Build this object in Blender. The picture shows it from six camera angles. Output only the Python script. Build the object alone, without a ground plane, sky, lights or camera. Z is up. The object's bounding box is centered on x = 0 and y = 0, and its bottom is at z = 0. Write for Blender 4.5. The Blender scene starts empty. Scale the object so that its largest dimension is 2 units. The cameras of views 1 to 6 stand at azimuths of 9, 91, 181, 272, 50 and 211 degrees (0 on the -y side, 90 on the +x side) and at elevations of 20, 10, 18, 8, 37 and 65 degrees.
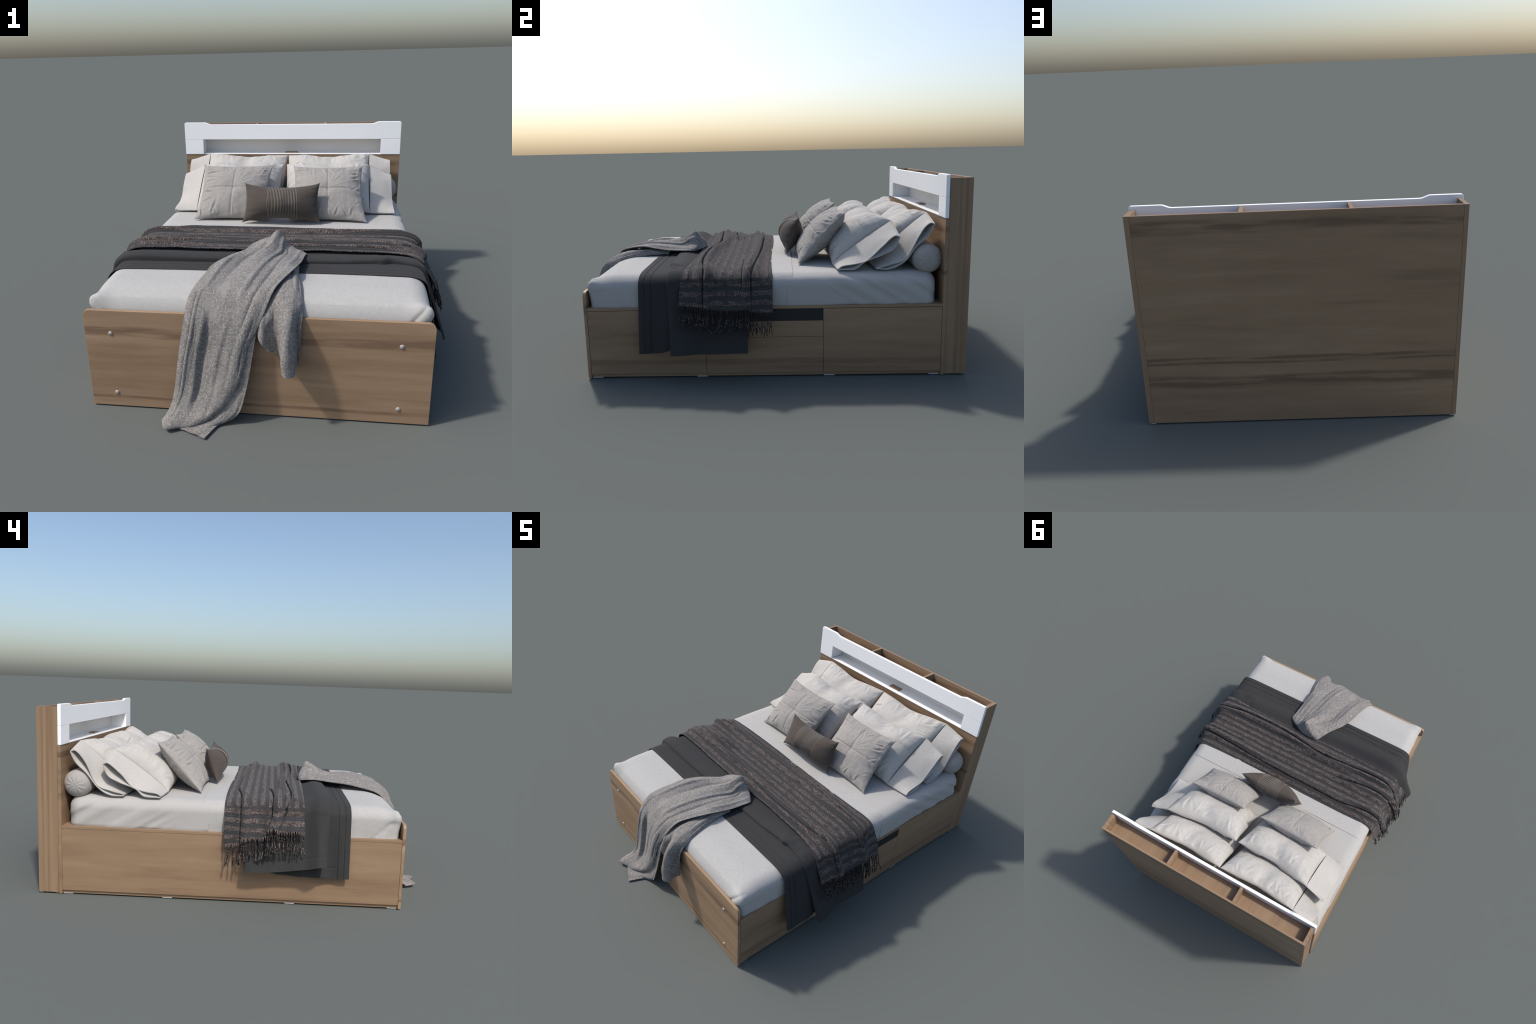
"""A made-up double bed: walnut frame with storage headboard, mattress, pillows and throws."""
import bpy, bmesh, math, random
import numpy as np
from mathutils import Vector, Matrix

random.seed(7)
RNG = np.random.RandomState(11)
SC = bpy.context.scene.collection

# ------------------------------------------------------------------ numeric helpers
def smooth(e0, e1, x):
    t = np.clip((np.asarray(x, float) - e0) / (e1 - e0), 0, 1)
    return t * t * (3 - 2 * t)

def gauss(x, w):
    return np.exp(-(np.asarray(x, float) / w) ** 2)

def _hash(i, j, k, seed):
    n = (i * 374761393 + j * 668265263 + k * 2147483647 + seed * 144269) & 0xFFFFFFFF
    n = ((n ^ (n >> 13)) * 1274126177) & 0xFFFFFFFF
    n = (n ^ (n >> 16)) & 0xFFFFFFFF
    return n / 4294967295.0

def vnoise(x, y, z=0.0, seed=0):
    """smooth value noise in -1..1"""
    x, y, z = np.broadcast_arrays(np.asarray(x, float), np.asarray(y, float), np.asarray(z, float))
    xi, yi, zi = (np.floor(a).astype(np.int64) for a in (x, y, z))
    fx, fy, fz = x - xi, y - yi, z - zi
    fx, fy, fz = (f * f * f * (f * (f * 6 - 15) + 10) for f in (fx, fy, fz))
    r = 0.0
    for a in (0, 1):
        for b in (0, 1):
            for c in (0, 1):
                w = (fx if a else 1 - fx) * (fy if b else 1 - fy) * (fz if c else 1 - fz)
                r = r + w * _hash(xi + a, yi + b, zi + c, seed)
    return r * 2 - 1

def fbm(x, y, z=0.0, seed=0, n=3):
    r, a = 0.0, 0.5
    for k in range(n):
        r = r + a * vnoise(x * 2 ** k, y * 2 ** k, np.asarray(z) * 2 ** k, seed + k)
        a *= 0.5
    return r

def spline(pts, t):
    """Catmull-Rom through pts (n,d), t in 0..1 over the index range"""
    P = np.asarray(pts, float)
    n = len(P)
    P = np.vstack([2 * P[0] - P[1], P, 2 * P[-1] - P[-2]])
    s = np.clip(np.asarray(t, float), 0, 1) * (n - 1)
    i = np.minimum(s.astype(int), n - 2)
    f = (s - i)[:, None]
    a, b, c, d = P[i], P[i + 1], P[i + 2], P[i + 3]
    return 0.5 * (2 * b + (c - a) * f + (2 * a - 5 * b + 4 * c - d) * f ** 2 + (3 * b - a - 3 * c + d) * f ** 3)

def interp(xs, ys, x):
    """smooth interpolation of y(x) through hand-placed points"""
    xs = np.asarray(xs, float)
    t = np.interp(x, xs, np.arange(len(xs)) / (len(xs) - 1))
    return spline(np.asarray(ys, float)[:, None], np.atleast_1d(t).ravel())[:, 0].reshape(np.shape(x))

def resample(pts, n, dense=400):
    """n points evenly spaced by length on the spline through pts"""
    c = spline(pts, np.linspace(0, 1, dense))
    L = np.r_[0, np.cumsum(np.linalg.norm(np.diff(c, axis=0), axis=1))]
    s = np.linspace(0, L[-1], n)
    return np.stack([np.interp(s, L, c[:, k]) for k in range(c.shape[1])], 1)

def patch(rows, nu, nv):
    """smooth surface through a grid of control points: rows[r][c] -> (nv, nu, 3)"""
    G = np.asarray(rows, float)
    across = np.stack([spline(G[r], np.linspace(0, 1, nu)) for r in range(len(G))])
    return np.stack([spline(across[:, k], np.linspace(0, 1, nv)) for k in range(nu)], 1)

def grid_normals(S):
    du = np.gradient(S, axis=1)
    dv = np.gradient(S, axis=0)
    n = np.cross(du, dv)
    return n / np.maximum(np.linalg.norm(n, axis=2, keepdims=True), 1e-9)

# ------------------------------------------------------------------ object helpers
def link(ob, parent=None):
    SC.objects.link(ob)
    if parent is not None:
        ob.parent = parent
    return ob

def thing(name, label, category, loc=(0, 0, 0)):
    e = bpy.data.objects.new(name, None)
    e.empty_display_size = 0.05
    e.location = loc
    e["label"], e["category"] = label, category
    return link(e)

def finish(name, me, mat, parent, angle=None, mods=()):
    me.materials.append(mat)
    ob = bpy.data.objects.new(name, me)
    link(ob, parent)
    if parent is not None and parent.location.length > 0:
        ob.location = -parent.location
    if angle is not None:
        me.polygons.foreach_set("use_smooth", [True] * len(me.polygons))
        if angle < 180:
            me.set_sharp_from_angle(angle=math.radians(angle))
    return ob

def mesh_from(name, verts, faces):
    me = bpy.data.meshes.new(name)
    me.from_pydata([tuple(v) for v in verts], [], faces)
    me.validate()
    return me

def grid_faces(nv, nu, off=0, flip=False):
    f = []
    for j in range(nv - 1):
        for i in range(nu - 1):
            a = off + j * nu + i
            q = (a, a + 1, a + nu + 1, a + nu)
            f.append(q[::-1] if flip else q)
    return f

def sheet(name, S, mat, parent, thick=0.004, both=False):
    """cloth: grid S (nv,nu,3) given a thickness to the side away from its normal"""
    N = grid_normals(S)
    nv, nu = S.shape[:2]
    A = (S + N * thick / 2 if both else S).reshape(-1, 3)
    B = (S - N * (thick / 2 if both else thick)).reshape(-1, 3)
    n = nv * nu
    f = grid_faces(nv, nu) + grid_faces(nv, nu, n, True)
    rim = [j * nu for j in range(nv)]
    for a, b in zip(rim[:-1], rim[1:]):
        f.append((a, b, b + n, a + n))
    rim = [j * nu + nu - 1 for j in range(nv)]
    for a, b in zip(rim[:-1], rim[1:]):
        f.append((b, a, a + n, b + n))
    for i in range(nu - 1):
        f.append((i + 1, i, i + n, i + 1 + n))
        a = (nv - 1) * nu + i
        f.append((a, a + 1, a + 1 + n, a + n))
    me = mesh_from(name, np.vstack([A, B]), f)
    return finish(name, me, mat, parent, 70)

def board(name, lo, hi, mat, parent, bevel=0.0012, seg=2):
    bm = bmesh.new()
    bmesh.ops.create_cube(bm, size=1)
    lo, hi = Vector(lo), Vector(hi)
    for v in bm.verts:
        v.co = Vector([(lo[k] + hi[k]) / 2 + v.co[k] * (hi[k] - lo[k]) for k in range(3)])
    if bevel:
        bmesh.ops.bevel(bm, geom=list(bm.edges), offset=bevel, segments=seg, affect='EDGES', profile=0.5)
    me = bpy.data.meshes.new(name)
    bm.to_mesh(me)
    bm.free()
    return finish(name, me, mat, parent)

def slab(name, outline, y0, y1, mat, parent, bevel=0.002):
    """outline in (x,z), extruded from y0 to y1, rims rounded"""
    bm = bmesh.new()
    front = [bm.verts.new((x, y0, z)) for x, z in outline]
    f = bm.faces.new(front)
    r = bmesh.ops.extrude_face_region(bm, geom=[f])
    bmesh.ops.translate(bm, verts=[g for g in r["geom"] if isinstance(g, bmesh.types.BMVert)], vec=(0, y1 - y0, 0))
    bmesh.ops.recalc_face_normals(bm, faces=bm.faces)
    if bevel:
        caps = [fc for fc in bm.faces if len(fc.verts) == len(outline)]
        ed = list({e for fc in caps for e in fc.edges})
        bmesh.ops.bevel(bm, geom=ed, offset=bevel, segments=3, affect='EDGES', profile=0.5)
    me = bpy.data.meshes.new(name)
    bm.to_mesh(me)
    bm.free()
    return finish(name, me, mat, parent, 12)

def arc(cx, cz, r, a0, a1, n=8):
    return [(cx + r * math.cos(math.radians(a0 + (a1 - a0) * k / n)), cz + r * math.sin(math.radians(a0 + (a1 - a0) * k / n))) for k in range(n + 1)]

# ------------------------------------------------------------------ materials
class Mat:
    """small builder for node materials on Object coordinates"""
    def __init__(self, name, rough=0.8, spec=0.3):
        self.m = bpy.data.materials.new(name)
        self.m.use_nodes = True
        self.t = self.m.node_tree
        self.b = self.t.nodes["Principled BSDF"]
        self.b.inputs["Roughness"].default_value = rough
        self.b.inputs["Specular IOR Level"].default_value = spec
        self.co = self.t.nodes.new("ShaderNodeTexCoord").outputs["Object"]
        s = self.n("ShaderNodeSeparateXYZ", Vector=self.co)
        self.x, self.y, self.z = s.outputs

    def n(self, kind, **inp):
        nd = self.t.nodes.new(kind)
        for k, v in inp.items():
            self.set(nd.inputs[k.replace("_", " ")], v)
        return nd

    def set(self, sock, v):
        if hasattr(v, "is_output"):
            self.t.links.new(v, sock)
        else:
            sock.default_value = v

    def math(self, op, a, b=0.0, c=None, clamp=False):
        nd = self.t.nodes.new("ShaderNodeMath")
        nd.operation, nd.use_clamp = op, clamp
        self.set(nd.inputs[0], a)
        self.set(nd.inputs[1], b)
        if c is not None:
            self.set(nd.inputs[2], c)
        return nd.outputs[0]

    def add(self, a, b): return self.math("ADD", a, b)
    def mul(self, a, b): return self.math("MULTIPLY", a, b)
    def sin(self, a): return self.math("SINE", a)

    def step(self, v, lo, hi):
        nd = self.n("ShaderNodeMapRange", Value=v)
        nd.interpolation_type = "SMOOTHSTEP"
        nd.inputs["From Min"].default_value = lo
        nd.inputs["From Max"].default_value = hi
        return nd.outputs[0]

    def vec(self, x, y, z):
        return self.n("ShaderNodeCombineXYZ", X=x, Y=y, Z=z).outputs[0]

    def noise(self, vec, scale=1.0, detail=3.0, rough=0.5):
        return self.n("ShaderNodeTexNoise", Vector=vec, Scale=scale, Detail=detail, Roughness=rough).outputs["Fac"]

    def white(self, vec):
        return self.n("ShaderNodeTexWhiteNoise", Vector=vec).outputs["Value"]

    def mix(self, fac, a, b, blend="MIX"):
        nd = self.t.nodes.new("ShaderNodeMix")
        nd.data_type, nd.blend_type = "RGBA", blend
        self.set(nd.inputs[0], fac)
        for s, v in ((nd.inputs[6], a), (nd.inputs[7], b)):
            self.set(s, v if hasattr(v, "is_output") else (*v, 1))
        return nd.outputs[2]

    def color(self, c):
        self.set(self.b.inputs["Base Color"], c if hasattr(c, "is_output") else (*c, 1))
        return self

    def bump(self, h, dist, strength=1.0):
        nd = self.n("ShaderNodeBump", Height=h, Distance=dist, Strength=strength)
        self.set(self.b.inputs["Normal"], nd.outputs[0])
        return self

    def scaled(self, sx, sy, sz):
        nd = self.n("ShaderNodeMapping", Vector=self.co)
        nd.inputs["Scale"].default_value = (sx, sy, sz)
        return nd.outputs[0]


WOOD_MID, WOOD_DARK, WOOD_LIGHT, WALNUT = (0.267, 0.176, 0.107), (0.208, 0.134, 0.080), (0.312, 0.212, 0.132), (0.138, 0.084, 0.052)

def wood(name, axis, bands=(), shift=0.0, gain=1.0, depth=0.85, freq=11.0):
    """laminate with grain running along axis; bands = (height, width) of dark walnut streaks"""
    m = Mat(name, rough=0.5, spec=0.35)
    k = {"x": (0.9, freq, freq), "y": (freq, 0.9, freq), "z": (freq, freq, 0.9)}[axis]
    base = m.n("ShaderNodeVectorMath", Vector=m.scaled(*k))
    base.operation = "ADD"
    base.inputs[1].default_value = (shift, shift * 1.7, shift * 0.6)
    base = base.outputs[0]
    big = m.noise(base, 1.0, 3.0, 0.5)
    med = m.noise(base, 3.4, 4.0, 0.55)
    fine = m.noise(base, 11.0, 3.0, 0.6)
    tone = m.add(m.mul(big, 0.55), m.add(m.mul(med, 0.33), m.mul(fine, 0.12)))
    col = m.mix(m.step(tone, 0.34, 0.52), WOOD_DARK, WOOD_MID)
    col = m.mix(m.step(tone, 0.50, 0.66), col, WOOD_LIGHT)
    cross = {"x": m.z, "y": m.z, "z": m.y}[axis]
    wob = m.noise(m.scaled(*(2.0 if a == axis else 9.0 for a in "xyz")), 1.0, 3.0)
    for c0, w in bands:
        d = m.math("ABSOLUTE", m.add(m.add(cross, -c0), m.mul(m.add(wob, -0.5), w * 1.6)))
        mask = m.mul(m.step(d, w, w * 0.35), m.step(med, 0.34, 0.56))
        col = m.mix(m.mul(mask, depth), col, WALNUT)
    if gain != 1.0:
        col = m.mix(1.0, col, (gain, gain, gain), "MULTIPLY")
    m.color(col)
    m.bump(med, 0.0003, 0.3)
    return m.m

def linen(name, base, dark, light, weave=0.0026, slub=0.5, axes="xy", rough=0.95, bump=0.0006, sheen=0.1, mottled=0.5):
    """plain-woven cloth: two crossing threads, long slubs, faint mottling"""
    m = Mat(name, rough=rough, spec=0.12)
    m.b.inputs["Sheen Weight"].default_value = sheen
    if len(axes) == 2:
        a, b = getattr(m, axes[0]), getattr(m, axes[1])
    else:   # cloth laid over the bed: length runs over the edge and down
        a = m.math("SUBTRACT", m.x, m.mul(m.math("SIGN", m.x), m.z))
        facing = m.n("ShaderNodeSeparateXYZ", Vector=m.n("ShaderNodeTexCoord").outputs["Normal"]).outputs[1]
        b = m.add(m.y, m.mul(m.z, m.step(facing, -0.70, -0.72)))
    w = 2 * math.pi / weave
    wx = m.sin(m.mul(a, w))
    wy = m.sin(m.mul(b, w))
    cell = m.mul(wx, wy)
    sl1 = m.noise(m.vec(m.mul(a, 420), m.mul(b, 16), 0.0), 1.0, 2.0)
    sl2 = m.noise(m.vec(m.mul(a, 16), m.mul(b, 420), 3.0), 1.0, 2.0)
    mot = m.noise(m.vec(m.mul(a, 60), m.mul(b, 60), 0.0), 1.0, 4.0, 0.7)
    t = m.add(m.mul(m.step(sl1, 0.60, 0.73), slub), m.mul(m.step(sl2, 0.60, 0.78), slub * 0.7))
    col = m.mix(m.mul(m.step(mot, 0.35, 0.65), mottled), base, dark)
    col = m.mix(t, col, light)
    col = m.mix(m.mul(m.step(cell, 0.1, -0.9), 0.55), col, dark)
    m.color(col)
    m.bump(m.add(m.mul(cell, 0.5), m.add(m.mul(sl1, 0.8), m.mul(sl2, 0.6))), bump, 0.6)
    return m.m


M_foot = wood("walnut_footboard", "x", bands=((0.340, 0.030), (0.045, 0.010)), shift=0.3, gain=1.22)
M_head = wood("walnut_head_front", "x", bands=((0.70, 0.022), (0.50, 0.02)), shift=2.1)
M_back = wood("walnut_head_back", "x", bands=((0.885, 0.034), (0.205, 0.034), (0.31, 0.012), (0.29, 0.01)), shift=5.3)
M_side = wood("walnut_side", "y", bands=((0.080, 0.024),), shift=1.2, depth=0.5)
M_sidel = wood("walnut_side_plain", "y", shift=7.7)
M_upr = wood("walnut_upright", "z", bands=((0.945, 0.010), (0.972, 0.007)), shift=3.9, depth=0.45, freq=26.0)
M_edge = wood("walnut_edge", "x", shift=9.1)

def plain(name, c, rough, spec=0.4, metal=0.0):
    m = Mat(name, rough, spec)
    m.b.inputs["Metallic"].default_value = metal
    v = m.noise(m.scaled(6, 6, 6), 1.0, 2.0)
    m.color(m.mix(m.mul(v, 0.12), c, tuple(x * 0.9 for x in c)))
    return m.m

M_white = plain("white_lacquer", (0.925, 0.93, 0.935), 0.35, 0.45)
M_niche = plain("white_lining_glow_tinted", (0.76, 0.72, 0.67), 0.45, 0.4)  # white lining, base colour warmed and dimmed for the niche's glow and soft shade
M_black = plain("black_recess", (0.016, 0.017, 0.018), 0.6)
M_metal = plain("matt_metal_cap", (0.40, 0.365, 0.345), 0.45, 0.4, 0.15)
M_pad = plain("pale_glide", (0.55, 0.56, 0.57), 0.5)
M_socket = plain("brown_socket_plate", (0.27, 0.19, 0.14), 0.5)

M_spread = linen("white_woven_bedspread", (0.458, 0.448, 0.430), (0.365, 0.356, 0.342), (0.56, 0.55, 0.53), weave=0.0042, slub=0.85, axes="xyz", bump=0.0010, mottled=0.35)
M_sheet = linen("smooth_white_sheet", (0.425, 0.411, 0.392), (0.400, 0.387, 0.368), (0.445, 0.43, 0.41), weave=0.002, slub=0.15, axes="xyz", bump=0.0002, mottled=0.4)
M_sham = linen("off_white_linen", (0.475, 0.455, 0.427), (0.405, 0.388, 0.364), (0.545, 0.525, 0.495), weave=0.0030, slub=0.4, bump=0.0005)
M_cush = linen("grey_slub_linen", (0.330, 0.311, 0.291), (0.262, 0.247, 0.231), (0.44, 0.42, 0.397), weave=0.0030, slub=0.6, bump=0.0006)
M_bolst = linen("pale_grey_linen", (0.37, 0.352, 0.332), (0.315, 0.30, 0.283), (0.43, 0.41, 0.388), weave=0.0030, slub=0.4, axes="xyz", bump=0.0005)
M_dark = linen("charcoal_cotton", (0.042, 0.042, 0.0422), (0.034, 0.034, 0.0342), (0.051, 0.051, 0.0512), weave=0.0025, slub=0.35, axes="xyz", bump=0.0003, sheen=0.05)

def lumbar_cloth():
    """brown cloth with a ribbed, lighter centre panel"""
    m = Mat("brown_ribbed_cloth", 0.9, 0.12)
    m.b.inputs["Sheen Weight"].default_value = 0.1
    grain = m.noise(m.scaled(900, 900, 200), 1.0, 2.0)
    col = m.mix(m.mul(grain, 0.6), (0.084, 0.070, 0.060), (0.053, 0.044, 0.038))
    inside = m.mul(m.step(m.x, -0.0755, -0.0745), m.step(m.x, 0.0855, 0.0845))
    rib = m.sin(m.mul(m.x, 2 * math.pi / 0.0080))
    ribcol = m.mix(m.step(rib, -0.2, 0.95), (0.050, 0.042, 0.036), (0.190, 0.164, 0.144))
    m.color(m.mix(inside, col, ribcol))
    m.bump(grain, 0.0004, 0.5)
    return m.m

M_lumbar = lumbar_cloth()

def throw_cloth():
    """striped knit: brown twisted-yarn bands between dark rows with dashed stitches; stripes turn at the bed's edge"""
    m = Mat("striped_knit", 0.95, 0.1)
    m.b.inputs["Sheen Weight"].default_value = 0.12
    ax = m.math("ABSOLUTE", m.x)
    side = m.mul(m.step(ax, 0.655, 0.662), m.step(m.z, 0.492, 0.478))
    inv = m.math("SUBTRACT", 1.0, side)
    across = m.add(m.mul(m.y, inv), m.mul(m.z, side))
    along = m.add(m.mul(m.x, inv), m.mul(m.y, side))
    wav = m.noise(m.vec(m.mul(along, 9.0), m.mul(across, 6.0), 0.0), 1.0, 2.0)
    ac = m.add(across, m.mul(m.add(wav, -0.5), 0.007))
    P = 0.0415
    ph = m.math("FRACT", m.mul(m.add(ac, 2.0), 1 / P))
    band = m.mul(m.step(ph, 0.10, 0.16), m.step(ph, 0.72, 0.64))
    jit = m.noise(m.vec(m.mul(along, 45.0), m.mul(across, 90.0), 1.0), 1.0, 2.0)
    tw = m.math("FRACT", m.add(m.add(m.mul(along, 1 / 0.0066), m.mul(ph, 2.9)), m.mul(jit, 1.1)))
    yarn = m.mul(m.step(tw, 0.0, 0.38), m.step(tw, 0.95, 0.5))
    rnd = m.noise(m.vec(m.mul(along, 160.0), m.mul(across, 160.0), 4.0), 1.0, 2.0)
    cloud = m.noise(m.vec(m.mul(along, 26.0), m.mul(across, 60.0), 7.0), 1.0, 3.0)
    fleck = m.mul(m.mul(yarn, m.step(rnd, 0.30, 0.66)), m.step(cloud, 0.25, 0.62))
    brown = m.mix(fleck, (0.036, 0.030, 0.028), (0.275, 0.225, 0.207))
    dashr = m.mul(m.step(m.math("ABSOLUTE", m.add(ph, -0.86)), 0.045, 0.015), m.step(m.sin(m.mul(along, 2 * math.pi / 0.006)), 0.0, 0.6))
    dashr = m.math("MAXIMUM", dashr, m.mul(m.step(m.math("ABSOLUTE", m.add(ph, -0.04)), 0.04, 0.012), m.step(m.sin(m.mul(along, 2 * math.pi / 0.0055)), 0.0, 0.6)))
    dark = m.mix(m.mul(dashr, 0.6), (0.036, 0.036, 0.0375), (0.12, 0.118, 0.122))
    m.color(m.mix(band, dark, brown))
    h = m.add(m.mul(band, 0.6), m.add(m.mul(m.mul(yarn, band), 1.0), m.mul(dashr, 0.5)))
    m.bump(h, 0.0022, 0.8)
    return m.m

M_throw = throw_cloth()

def fringe_cloth():
    m = Mat("twisted_fringe_yarn", 0.95, 0.1)
    r = m.noise(m.scaled(160, 160, 110), 1.0, 2.0)
    m.color(m.mix(m.step(r, 0.50, 0.70), (0.024, 0.021, 0.021), (0.20, 0.160, 0.147)))
    return m.m

M_fringe = fringe_cloth()

def basket_cloth():
    """coarse grey basket weave with pale knots and smooth ribs"""
    m = Mat("grey_basket_weave", 0.95, 0.12)
    m.b.inputs["Sheen Weight"].default_value = 0.1
    s = m.add(m.y, m.z)
    C = 0.0056
    wx = m.noise(m.vec(m.mul(m.x, 70.0), m.mul(s, 70.0), 0.0), 1.0, 2.0)
    wy = m.noise(m.vec(m.mul(m.x, 70.0), m.mul(s, 70.0), 9.0), 1.0, 2.0)
    a = m.add(m.mul(m.x, 1 / C), m.mul(wx, 1.6))
    b = m.add(m.mul(s, 1 / C), m.mul(wy, 1.6))
    ia, ib = m.math("FLOOR", a), m.math("FLOOR", b)
    fa, fb = m.math("FRACT", a), m.math("FRACT", b)
    da = m.math("ABSOLUTE", m.add(fa, -0.5))
    db = m.math("ABSOLUTE", m.add(fb, -0.5))
    gap = m.math("MAXIMUM", m.step(da, 0.30, 0.48), m.step(db, 0.30, 0.48))
    rnd = m.white(m.vec(ia, ib, 0.0))
    patchy = m.noise(m.scaled(22, 14, 14), 1.0, 3.0)
    smoothm = m.step(patchy, 0.56, 0.66)
    col = m.mix(m.step(rnd, 0.1, 0.85), (0.205, 0.192, 0.180), (0.300, 0.284, 0.268))
    col = m.mix(m.mul(m.step(rnd, 0.86, 0.97), 0.60), col, (0.41, 0.396, 0.380))
    col = m.mix(m.mul(gap, 0.62), col, (0.135, 0.125, 0.118))
    col = m.mix(m.mul(smoothm, 0.75), col, (0.242, 0.226, 0.213))
    m.color(col)
    h = m.mul(m.math("SUBTRACT", 1.0, gap), m.math("SUBTRACT", 1.0, m.mul(smoothm, 0.85)))
    m.bump(h, 0.0012, 0.7)
    return m.m

M_basket = basket_cloth()

# ================================================================== BED FRAME
bed = thing("bed", "walnut double bed with white storage headboard and drawers", "bed")

# footboard: flat board, rounded top corners, four round bolt caps
r = 0.028
out = [(-0.6735, 0.003), (0.6735, 0.003)] + arc(0.6735 - r, 0.432 - r, r, 0, 90) + arc(-0.6735 + r, 0.432 - r, r, 90, 180)
slab("footboard", out, -0.8195, -0.8045, M_foot, bed, 0.0016)
for x in (-0.566, 0.556):
    for z in (0.334, 0.066):
        bm = bmesh.new()
        bmesh.ops.create_uvsphere(bm, u_segments=24, v_segments=12, radius=0.0092)
        for v in bm.verts:
            v.co = Vector((x + v.co.x, -0.8195 - 0.55 * v.co.z, z + v.co.y))
        me = bpy.data.meshes.new("bolt_cap")
        bm.to_mesh(me)
        bm.free()
        cap = finish("bolt_cap", me, M_metal, bed, 180)
        # recessed screw slot in the middle of the cap
        board("screw_slot", (x - 0.0013, -0.8250, z - 0.0013), (x + 0.0013, -0.8238, z + 0.0013), M_socket, cap, 0.0004)

# long sides
for s in (-1, 1):
    def bx(a, b):
        return (min(a * s, b * s), max(a * s, b * s))
    tone = M_sidel if s < 0 else M_side
    x0, x1 = bx(0.60, 0.6735)
    board("side_rail", (x0, -0.8045, 0.3385), (x1, 0.8770, 0.352), tone, bed, 0.001)
    x0, x1 = bx(0.645, 0.6640)
    board("plinth", (x0, -0.8045, 0.0045), (x1, 0.8770, 0.030), M_side, bed, 0.0008)
    x0, x1 = bx(0.62, 0.6445)
    board("carcass_side", (x0, -0.8045, 0.031), (x1, 0.8770, 0.338), M_side, bed, 0)
    x0, x1 = bx(0.657, 0.6728)
    if s < 0:
        board("side_panel", (x0, -0.8035, 0.0215), (x1, 0.8765, 0.3375), M_sidel, bed, 0.0008)
    else:
        ys = (-0.8040, -0.243, 0.318, 0.8770)
        board("drawer_front", (x0, ys[0] + 0.001, 0.0215), (x1, ys[1] - 0.0008, 0.3365), M_side, bed, 0.0008)
        board("drawer_front", (x0, ys[1] + 0.0008, 0.0215), (x1, ys[2] - 0.0008, 0.1980), M_side, bed, 0.0008)
        board("drawer_front", (x0, ys[1] + 0.0008, 0.1995), (x1, ys[2] - 0.0008, 0.2775), M_side, bed, 0.0008)
        board("drawer_front", (x0, ys[2] + 0.0008, 0.0215), (x1, ys[3] - 0.001, 0.3365), M_side, bed, 0.0008)
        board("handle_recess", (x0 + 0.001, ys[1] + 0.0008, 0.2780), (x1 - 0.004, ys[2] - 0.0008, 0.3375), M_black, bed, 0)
    for y0 in (-0.801, -0.291, 0.323, 0.825):
        x0, x1 = bx(0.610, 0.6630)
        board("floor_glide", (x0, y0, 0.0), (x1, y0 + 0.049, 0.0045), M_pad, bed, 0.0008)
# deck under the mattress
board("mattress_deck", (-0.5995, -0.804, 0.330), (0.5995, 0.880, 0.3475), M_sidel, bed, 0)

# headboard: front panel, white frame round a lit niche, cabinet with three open trays
board("headboard_panel", (-0.6735, 0.8775, 0.0), (0.6735, 0.8935, 0.7535), M_head, bed, 0.0012)
prof = [(-0.6740, 0.848), (-0.557, 0.848), (0.557, 0.848), (0.6740, 0.848)]
def shoulder(sgn):
    """top edge from the raised corner down to the lower middle, as an S curve"""
    t = np.linspace(0, 1, 10)
    xs = 0.545 - 0.046 * t
    zs = 0.9530 - 0.0125 * smooth(0, 1, t)
    return [(sgn * a, b) for a, b in zip(xs, zs)]
c = 0.010
top = arc(0.6740 - c, 0.953 - c, c, 0, 90, 6) + shoulder(1) + shoulder(-1)[::-1] + arc(-0.6740 + c, 0.953 - c, c, 90, 180, 6)
slab("white_frame_top", [(-0.6740, 0.8479), (0.6740, 0.8479)] + top, 0.8745, 0.8915, M_white, bed, 0.0018)
for s in (-1, 1):
    a, b = sorted((0.557 * s, 0.6740 * s))
    board("white_frame_leg", (a, 0.8745, 0.7545), (b, 0.8915, 0.8472), M_white, bed, 0.0012)
    a, b = sorted((0.560 * s, 0.572 * s))
    board("niche_side", (a, 0.8920, 0.756), (b, 0.9795, 0.850), M_white, bed, 0)
board("niche_floor", (-0.5565, 0.8772, 0.7540), (0.5590, 0.9795, 0.7570), M_white, bed, 0.0006)
board("niche_back", (-0.572, 0.9800, 0.745), (0.572, 0.9855, 0.856), M_niche, bed, 0)
board("niche_ceiling", (-0.572, 0.8920, 0.8505), (0.572, 0.9795, 0.8560), M_white, bed, 0)
board("socket_plate", (-0.036, 0.905, 0.7568), (0.045, 0.944, 0.7640), M_socket, bed, 0.001)
for s in (-1, 1):
    a, b = sorted((0.647 * s, (0.6690 if s > 0 else 0.6650) * s))
    board("headboard_side", (a, 0.8940, 0.0045), (b, 0.9990, 0.9380), M_upr, bed, 0.0008)
    a, b = sorted((0.208 * s, 0.224 * s))
    board("tray_divider", (a, 0.8920, 0.8630), (b, 0.9860, 0.9375), M_edge, bed, 0.0008)
    for y0 in (0.900, 0.980):
        a, b = sorted((0.640 * s, 0.6600 * s))
        board("floor_glide", (a, y0, 0.0), (b, y0 + 0.016, 0.0043), M_pad, bed, 0.0006)
board("headboard_back", (-0.6465, 0.9865, 0.0045), (0.6465, 0.9985, 0.9378), M_back, bed, 0.0008)
board("tray_floor", (-0.6465, 0.8920, 0.8565), (0.6465, 0.9860, 0.8625), M_sidel, bed, 0)

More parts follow.
